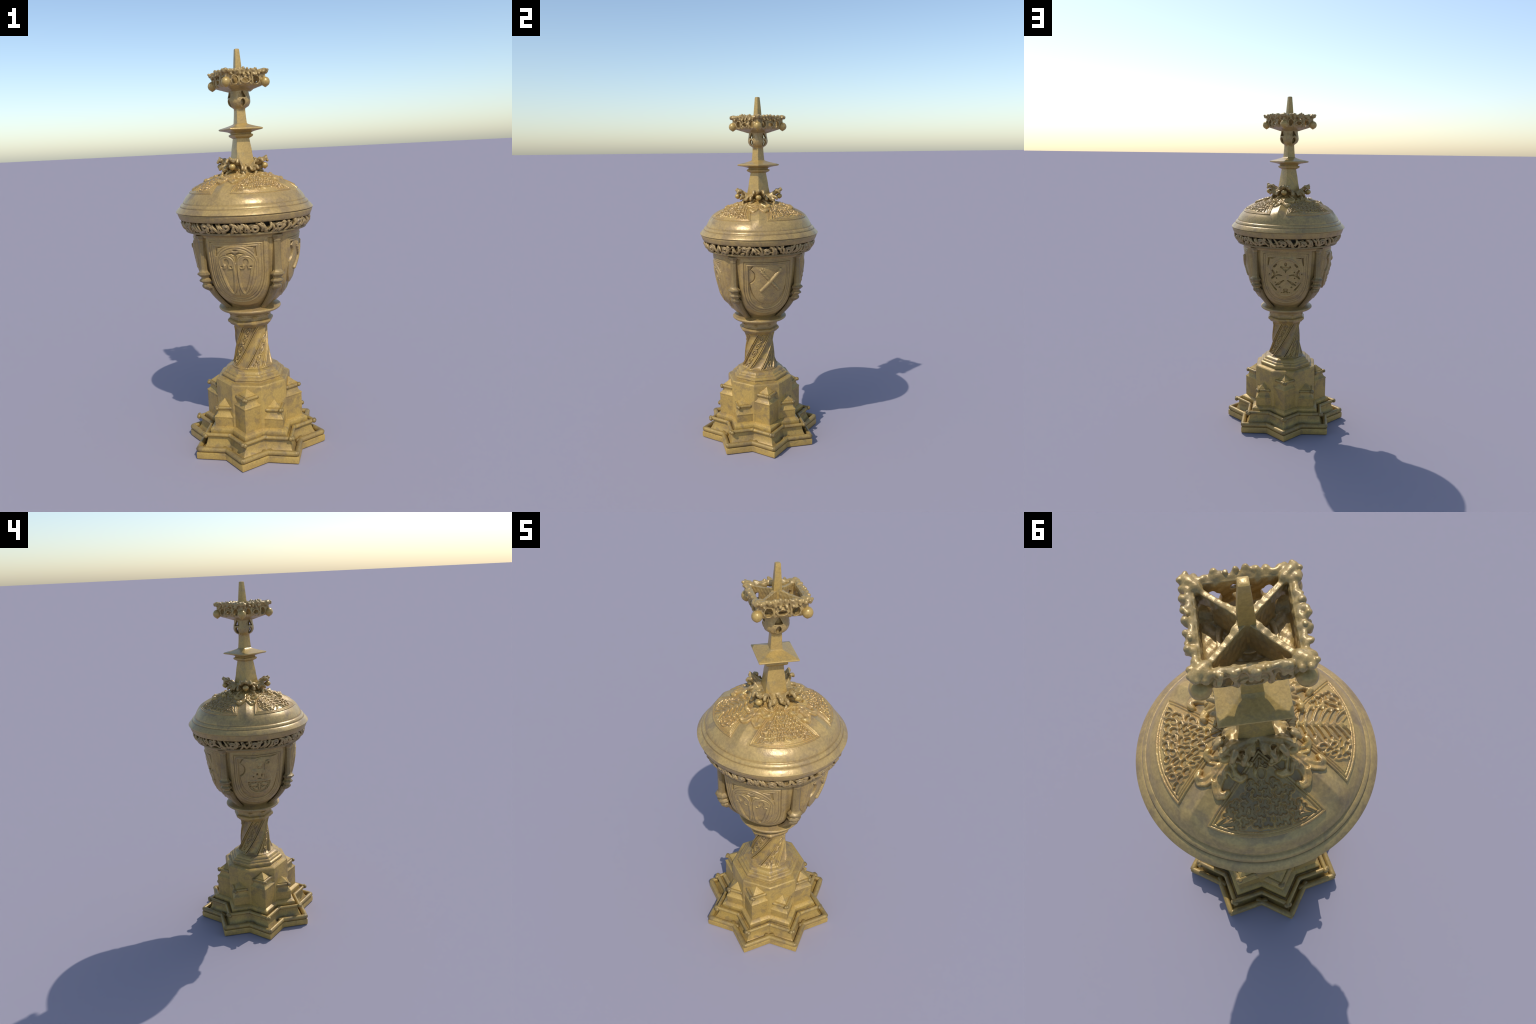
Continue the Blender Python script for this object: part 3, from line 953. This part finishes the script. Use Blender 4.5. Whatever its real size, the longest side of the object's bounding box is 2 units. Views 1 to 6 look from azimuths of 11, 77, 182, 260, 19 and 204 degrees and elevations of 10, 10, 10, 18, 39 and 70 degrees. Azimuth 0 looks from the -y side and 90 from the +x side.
# --- leaves lying on the four ridges (x = outwards along the ridge, y = sideways)
def rib_leaf(seed):
    g = np.random.default_rng(300 + seed)
    x1 = np.linspace(.062, .215, 175); y1 = np.linspace(-.075, .075, 170)
    X, Y = np.meshgrid(x1, y1, indexing="ij")
    j = lambda k=.004: g.uniform(-k, k)
    body = d_path(X, Y, [(.066, 0), (.10, 0), (.135, 0), (.158, 0)], .027, .020) + .0035 * np.sin(X * 330)
    L = [body]
    for sx in (-1, 1):
        L.append(d_path(X, Y, [(.092, sx * .012), (.094 + j(), sx * .032), (.088 + j(), sx * .050)], .0125, .0085))
        L.append(d_path(X, Y, [(.122, sx * .012), (.133 + j(), sx * .036), (.127 + j(), sx * .054), (.117, sx * .058)], .0140, .0075))
        L.append(d_path(X, Y, [(.155, sx * .006), (.180 + j(), sx * .016), (.190 + j(), sx * .030), (.182, sx * .043), (.172, sx * .045)], .0150, .0075))
    d = L[0]
    for e in L[1:]:
        d = smin(d, e, .004)
    edge = .0058 * np.sqrt(np.clip(-d / .0035, 0, 1)) - .0030 * sstep(-d, .006, .018)
    h = np.where(d < 0, .003 + edge, -.006 * sstep(d, 0, .0022) + .003 * (1 - sstep(d, 0, .0022)))
    vein = np.minimum.reduce([d_seg(X, Y, .068, 0, .168, 0)] + [d_path(X, Y, [(.115, sx * .004), (.134, sx * .034)], 0) for sx in (-1, 1)])
    h = h - .0035 * np.exp(-(vein / .0035) ** 2) * (d < -.003)
    tips = np.minimum.reduce([np.hypot(X - .182, Y - sx * .042) for sx in (-1, 1)] + [np.hypot(X - .122, Y - sx * .056) for sx in (-1, 1)])
    h = h + np.where(d < 0, .0095 * np.exp(-(tips / .013) ** 2), 0)       # ends curl up off the dome
    h = h + np.where(d < 0, .0016 * np.sin(X * 210 + seed) * np.cos(Y * 190), 0)
    rr = np.hypot(X, Y); a = np.degrees(np.arctan2(Y, X)) + 45
    z = dome_z(a, rr)
    # local azimuth a: direction (sin a, -cos a)
    ar = np.radians(a)
    P = np.stack([rr * np.sin(ar), -rr * np.cos(ar), z], -1)
    e = 1e-3
    zr = (np.interp(rr + e, DOME[:, 0], DOME[:, 1]) - np.interp(rr - e, DOME[:, 0], DOME[:, 1])) / (2 * e)
    l = np.sqrt(1 + zr ** 2)
    N = np.stack([-zr / l * np.sin(ar), zr / l * np.cos(ar), 1 / l], -1)
    return P, N, h


for k in range(4):
    P, N, h = rib_leaf(k)
    ob = grid_patch("ridge_leaf", P, N, h, M_CHASED, dome, cull=-.0055, rot=D(90 * k))
    ob.data.flip_normals()


# ================================================================== finial
finial = ngon_loft("finial", 4, 45, [(.082, 1.408), (.074, 1.432), (.0665, 1.460), (.0625, 1.480), (.0585, 1.500), (.0545, 1.530), (.0495, 1.555), (.046, 1.574), (.046, 1.580)], M_FINIAL, lid, c=.003)
RT2 = math.sqrt(2)
ngon_loft("finial_ring", 4, 45, [(.045, 1.5765), (.052, 1.5800), (.0625, 1.5850), (.0665, 1.5890), (.0675, 1.5930), (.065, 1.5965), (.0590, 1.5980), (.0565, 1.600), (.0570, 1.604)], M_FINIAL, finial, c=.0035)
ngon_loft("finial_plate", 4, 45, [(.0560, 1.602), (.064, 1.6065), (.075, 1.610), (.095, 1.614), (.112, 1.6165), (.1195, 1.6190), (.1213, 1.6220), (.1195, 1.6250), (.108, 1.6285), (.085, 1.6335), (.066, 1.6385), (.052, 1.6425), (.043, 1.6455), (.037, 1.6495)], M_FINIAL, finial, c=.004)
ngon_loft("finial_neck", 4, 45, [(.0375, 1.644), (.0365, 1.652), (.034, 1.675), (.0320, 1.700), (.0312, 1.716), (.032, 1.728)], M_FINIAL, finial, c=.0025)

# --- openwork knob: a hollow bulb pierced on each side
def sq_coords(X, Y):
    """distance along / across the nearest of the four sides"""
    ax, ay = np.abs(X), np.abs(Y)
    return np.maximum(ax, ay), np.where(ax > ay, Y, X)


h = .0017
x = np.arange(-.064, .064, h); z = np.arange(1.708, 1.832, h)
X, Y, Z = np.meshgrid(x, x, z, indexing="ij")
zk = [(1.70, .022), (1.714, .024), (1.722, .030), (1.732, .043), (1.745, .0500), (1.757, .0520), (1.770, .0505), (1.785, .0480), (1.800, .0470), (1.812, .050), (1.825, .060), (1.84, .07)]
kc = curve(zk, 10)
rad = np.interp(Z, kc[:, 0], kc[:, 1])
rho = np.power(np.abs(X) ** 2.6 + np.abs(Y) ** 2.6, 1 / 2.6)
shell = np.maximum((rho - rad) * .8, -(rho - rad + .011) * .8)
floor = np.maximum(rho - rad, np.abs(Z - 1.722) - .006)
shell = np.minimum(shell, floor)
m, s = sq_coords(X, Y)
low = (np.hypot(s / .0120, (Z - 1.746) / .0175) - 1) * .0115
up = np.maximum(np.abs(s) - .0165 * np.clip((1.805 - Z) / .030, 0, 1), 1.771 - Z)
up = np.maximum(up, Z - 1.805)
hole = np.minimum(low, up)
hole = np.maximum(hole, .012 - m)
rim = np.maximum((rho - rad - .0022) * .8, np.abs(hole - .0015) - .0028)
rim = np.maximum(rim, -(rho - rad + .006))
F = smin(shell, rim, .003)
F = np.maximum(F, -hole + 0.0)
F = F + .0006 * np.sin(X * 240) * np.sin(Y * 260 + 1) * np.sin(Z * 210)
F = np.minimum(F, np.hypot(X, Y) - np.interp(Z, [1.72, 1.745, 1.79, 1.82], [.024, .034, .032, .034]))
F = np.maximum(F, np.maximum(1.711 - Z, Z - 1.8285))
V, Q = surface_nets(F, (x[0], x[0], z[0]), h)
knob = new_object("openwork_knob", V, Q, M_CROWN, finial)

# --- crown: square pierced basket, crossed webs inside, leafy crest
h = .0019
x = np.arange(-.132, .132, h); z = np.arange(1.798, 1.916, h)
X, Y, Z = np.meshgrid(x, x, z, indexing="ij")
m, s = sq_coords(X, Y)
dg = np.minimum(np.abs(X - Y), np.abs(X + Y)) / RT2        # distance from the diagonals
rr = np.hypot(X, Y)
ac = curve([(1.79, .040), (1.804, .049), (1.812, .068), (1.819, .086), (1.828, .0950), (1.842, .0985), (1.858, .0975), (1.875, .0985), (1.89, .101), (1.92, .103)], 10)
a = np.interp(Z, ac[:, 0], ac[:, 1])
bulge = .006 * np.exp(-(s / .022) ** 2) * np.exp(-((Z - 1.843) / .018) ** 2)
outer = (m - a - bulge) * .85
outer = np.maximum(outer, (rr - np.interp(Z, [1.80, 1.81, 1.82, 1.832, 1.845], [.052, .083, .117, .140, .151])) * .7)
wall = np.maximum(outer, -(outer + .0095))
fl = np.maximum(np.maximum(outer, Z - np.interp(rr, [0, .03, .06, .09, .12], [1.822, 1.821, 1.824, 1.828, 1.834])), 1.800 - Z)
web = np.maximum(np.maximum(dg - (.0052 + .0060 * np.clip((1.89 - Z) / .06, 0, 1) + .0080 * np.exp(-rr / .028)), outer), Z - np.interp(rr, [0, .025, .06, .10, .145], [1.898, 1.896, 1.889, 1.886, 1.893]))
F = smin(wall, smin(fl, web, .006), .005)
F = np.maximum(F, np.minimum(Z - 1.8880, np.maximum(Z - 1.900, rr - .085)))
# piercings of each side
hole = (np.hypot(s / .0180, (Z - 1.843) / .0105) - 1) * .011
side = (np.hypot((np.abs(s) - .0540) / .0160, (Z - 1.845) / .0185) - 1) * .015
hole = np.minimum(hole, side)
upper = (np.hypot(s / .0205, (Z - 1.8715) / .0085) - 1) * .009
upper = np.maximum(upper, .0880 - m)
pierce = np.maximum(np.minimum(hole, upper), .060 - m)
rim = np.maximum(np.abs(hole - .002) - .0030, np.abs(m - a - bulge + .0005) - .0042)
F = smin(F, rim, .003)
# ribs framing the middle opening, flaring up into the crest leaves
bx = .0300 + .004 * np.sin((Z - 1.82) * 60)
rib = np.maximum(np.hypot(np.abs(s) - bx, m - a - .0035) - .0048, np.maximum(1.820 - Z, Z - 1.898))
F = smin(F, rib, .003)
F = np.maximum(F, -pierce)
# crest: lumpy leaf tips along the rim and a knot on each corner
g = np.random.default_rng(11)
crest = None
for sidei in range(4):
    ang = D(90 * sidei)
    ca, sa = math.cos(ang), math.sin(ang)
    U_, W_ = X * ca + Y * sa, -X * sa + Y * ca              # outwards, sideways
    rail = np.hypot(U_ - .0995, Z - 1.8865 - .002 * np.sin(W_ * 120 + sidei)) - .0062
    rail = np.maximum(rail, np.abs(W_) - .101)
    crest = rail if crest is None else np.minimum(crest, rail)
    for t, hh, o in ((-.074, .003, .006), (-.052, .007, .010), (-.030, .005, .012), (-.010, .009, .015), (.010, .009, .015), (.030, .005, .012), (.052, .007, .010), (.074, .003, .006)):
        t += g.uniform(-.009, .009); hh += g.uniform(-.005, .003); o += g.uniform(-.007, .003); fat = g.uniform(.75, 1.25)
        e = sd_capsule(U_, W_, Z, [(.097, t, 1.878), (.101 + o * .5, t * 1.01, 1.886 + hh * .3), (.099 + o, t * 1.02 + g.uniform(-.004, .004), 1.8850 + hh)], .0098 * fat, .0074 * fat)
        crest = smin(crest, e, .0065)
        if g.random() < .75:
            e = sd_capsule(U_, W_, Z, [(.100, t, 1.882), (.103 + o * .8, t + g.uniform(-.004, .004), 1.872 + g.uniform(-.004, .004))], .0080, .0056)
            crest = smin(crest, e, .0060)
for q in range(4):
    c = D(45 + 90 * q); ex, ey = math.cos(c), math.sin(c)
    E = X * ex + Y * ey; T_ = -X * ey + Y * ex
    k = sd_capsule(E, T_, Z, [(.119, 0, 1.884), (.137, 0, 1.888), (.147, 0, 1.886)], .0130, .0115)
    for tt in (-1, 1):
        k = smin(k, sd_capsule(E, T_, Z, [(.126, tt * .008, 1.885), (.140, tt * .017, 1.884 + g.uniform(-.003, .003))], .0095, .0080), .003)
        k = smin(k, sd_capsule(E, T_, Z, [(.146, tt * .005, 1.886), (.152, tt * .009, 1.890 + g.uniform(-.003, .003))], .0075, .0060), .003)
    crest = smin(crest, k, .004)
    # stem from the web down to the bud
    crest = smin(crest, sd_capsule(E, T_, Z, [(.128, 0, 1.884), (.136, 0, 1.868), (.138, 0, 1.855)], .0075, .0055), .004)
    crest = smin(crest, sd_capsule(E, T_, Z, [(.115, 0, 1.842), (.132, 0, 1.838)], .013, .011), .004)
F = smin(F, crest, .003)
F = F + .0013 * np.sin(X * 230 + Z * 90) * np.sin(Y * 250 + 1) * np.sin(Z * 230)
F = np.maximum(F, 1.8005 - Z)
V, Q = surface_nets(F, (x[0], x[0], z[0]), h)
crown = new_object("crown", V, Q, M_CROWN, finial)

# buds hanging at the corners of the crown
def bud(name, e, z, r, hgt, mat, parent, rot):
    prof = curve([(.0005, -hgt), (.30 * r, -hgt * .86), (.80 * r, -hgt * .52), (r, 0), (.84 * r, hgt * .50), (.48 * r, hgt * .80), (.0005, hgt * .93)], 6)
    seg = 40; th = np.linspace(0, TAU, seg, endpoint=False)
    R = prof[:, 0][:, None] * (1 + .035 * np.exp(-(np.sin((th - D(90)) / 2) / .12) ** 2))[None]
    V = np.stack([R * np.sin(th) + 0, -R * np.cos(th), np.repeat(prof[:, 1][:, None], seg, 1)], -1).reshape(-1, 3)
    a = D(rot)
    c = np.array([e * math.sin(a), -e * math.cos(a), z])
    return new_object(name, V, caps(ring_faces(len(prof), seg), len(prof), seg), mat, parent, loc=c, rot=a - D(90))


for q in range(4):
    bud("crown_bud", .1410, 1.8355, .0222, .0255, M_FINIAL, crown, 45 + 90 * q)

ngon_loft("spike", 4, 45, [(.030, 1.846), (.0275, 1.862), (.0255, 1.876), (.0240, 1.900), (.0205, 1.940), (.0170, 1.975), (.0152, 1.9955), (.0142, 1.9985), (.0105, 2.0)], M_FINIAL, finial, c=.003)


# --- collar of curling leaves at the foot of the finial
def collar_leaf(seed):
    g = np.random.default_rng(500 + seed)
    h = .0019
    e = np.arange(.020, .146, h); t = np.arange(-.086, .086, h); z = np.arange(1.392, 1.502, h)
    E, T_, Z = np.meshgrid(e, t, z, indexing="ij")
    A = np.abs(T_)
    # curved sheet about the finial: stands up at the corner, droops over the dome towards the middle of the sides
    rho = np.hypot(E, T_); phi = np.abs(np.arctan2(T_, E))
    rs = .047 / np.cos(D(45) - np.clip(phi, 0, D(50)))
    slope = .40 - 1.10 * sstep(phi, D(10), D(38))
    def sheet_z(rho, phi, rs, slope):
        q = rho - rs
        return 1.450 + q * slope + 2.2 * np.abs(slope) * q * q
    zs = sheet_z(rho, phi, rs, slope) + .0075 * np.sin(T_ * 190 + seed) * sstep(rho - rs, .008, .03)
    sheet = np.abs(Z - zs) * .70 - .0050
    lim = .121 - .030 * sstep(phi, D(6), D(28)) - .034 * sstep(phi, D(30), D(43)) + .009 * np.cos(phi * 14) + .004 * np.cos(phi * 25 + seed)
    F = np.maximum(sheet, np.maximum((rho - lim) * .9, rs - .012 - rho))
    F = np.maximum(F, (phi - D(46)) * .06)
    for pd, q in ((0, 1.3), (13, 1.2), (-13, 1.2), (24, 1.2), (-24, 1.2)):
        ph = D(abs(pd)); rl = .121 - .022 * float(sstep(np.array(ph), D(6), D(36))) + g.uniform(-.003, .003)
        rs_ = .047 / math.cos(D(45) - ph); sl_ = .40 - 1.10 * float(sstep(np.array(ph), D(10), D(38)))
        pz = max(sheet_z(rl, ph, rs_, sl_), 1.418)
        px, py = rl * math.cos(D(pd)), rl * math.sin(D(pd))
        dz = .004 if pd == 0 else -.011
        F = smin(F, sd_capsule(E, T_, Z, [(px * .90, py * .90, pz), (px, py, pz + dz * .2), (px * 1.05, py * 1.05, pz + dz)], .0075 * q, .0058 * q), .004)
    # pierced eyes between the lobes
    for sx in (-1, 1):
        for (px, py, rr_) in ((.086, .030, .0075), (.064, .048, .0065)):
            F = np.maximum(F, -np.maximum(np.hypot(E - px - g.uniform(-.003, .003), T_ - sx * py) - rr_, 1.432 - Z))
    # lower ruffle hugging the dome
    for sx in (-1, 1):
        pts = [(.058, sx * .020, 1.424), (.078, sx * .028, 1.424), (.090, sx * .038, 1.416), (.090, sx * .048, 1.407)]
        F = smin(F, sd_capsule(E, T_, Z, pts, .0085, .0062), .004)
        pts = [(.050, sx * .036, 1.440), (.062, sx * .045, 1.438), (.068, sx * .046, 1.426)]
        F = smin(F, sd_capsule(E, T_, Z, pts, .0070, .0055), .004)
    # short stalk that holds the berry
    F = smin(F, sd_capsule(E, T_, Z, [(.070, 0, 1.430), (.100, 0, 1.438), (.108, 0, 1.442)], .010, .007), .004)
    F = F + .0007 * np.sin(E * 260) * np.sin(T_ * 240 + 1) * np.sin(Z * 230)
    V, Q = surface_nets(F, (e[0], t[0], z[0]), h)
    # local corner direction = azimuth 45
    a = D(45)
    ex, ey = math.sin(a), -math.cos(a)
    tx, ty = math.cos(a), math.sin(a)
    return np.column_stack([V[:, 0] * ex + V[:, 1] * tx, V[:, 0] * ey + V[:, 1] * ty, V[:, 2]]), Q


for k in range(4):
    V, Q = collar_leaf(k)
    lf = new_object("collar_leaf", V, Q, M_CROWN, finial, rot=D(90 * k))
    bud("collar_berry", .1195, 1.4435, .0165, .0165, M_FINIAL, finial, 45 + 90 * k)


# ------------------------------------------------------------------ part tree: cup > part > sub-part
def hang(ob, parent):
    world = ob.matrix_world.copy()
    ob.parent = parent
    ob.matrix_basis = parent.matrix_world.inverted() @ world


bpy.context.view_layer.update()
kind = lambda o: o.name.split(".")[0]
for ob in list(bpy.context.scene.objects):
    if kind(ob) in ("pillar", "colonnette", "finial", "crown"):
        hang(ob, cup)
    elif kind(ob) in ("chased_panel", "ridge_leaf"):
        hang(ob, lid)
bpy.context.view_layer.update()
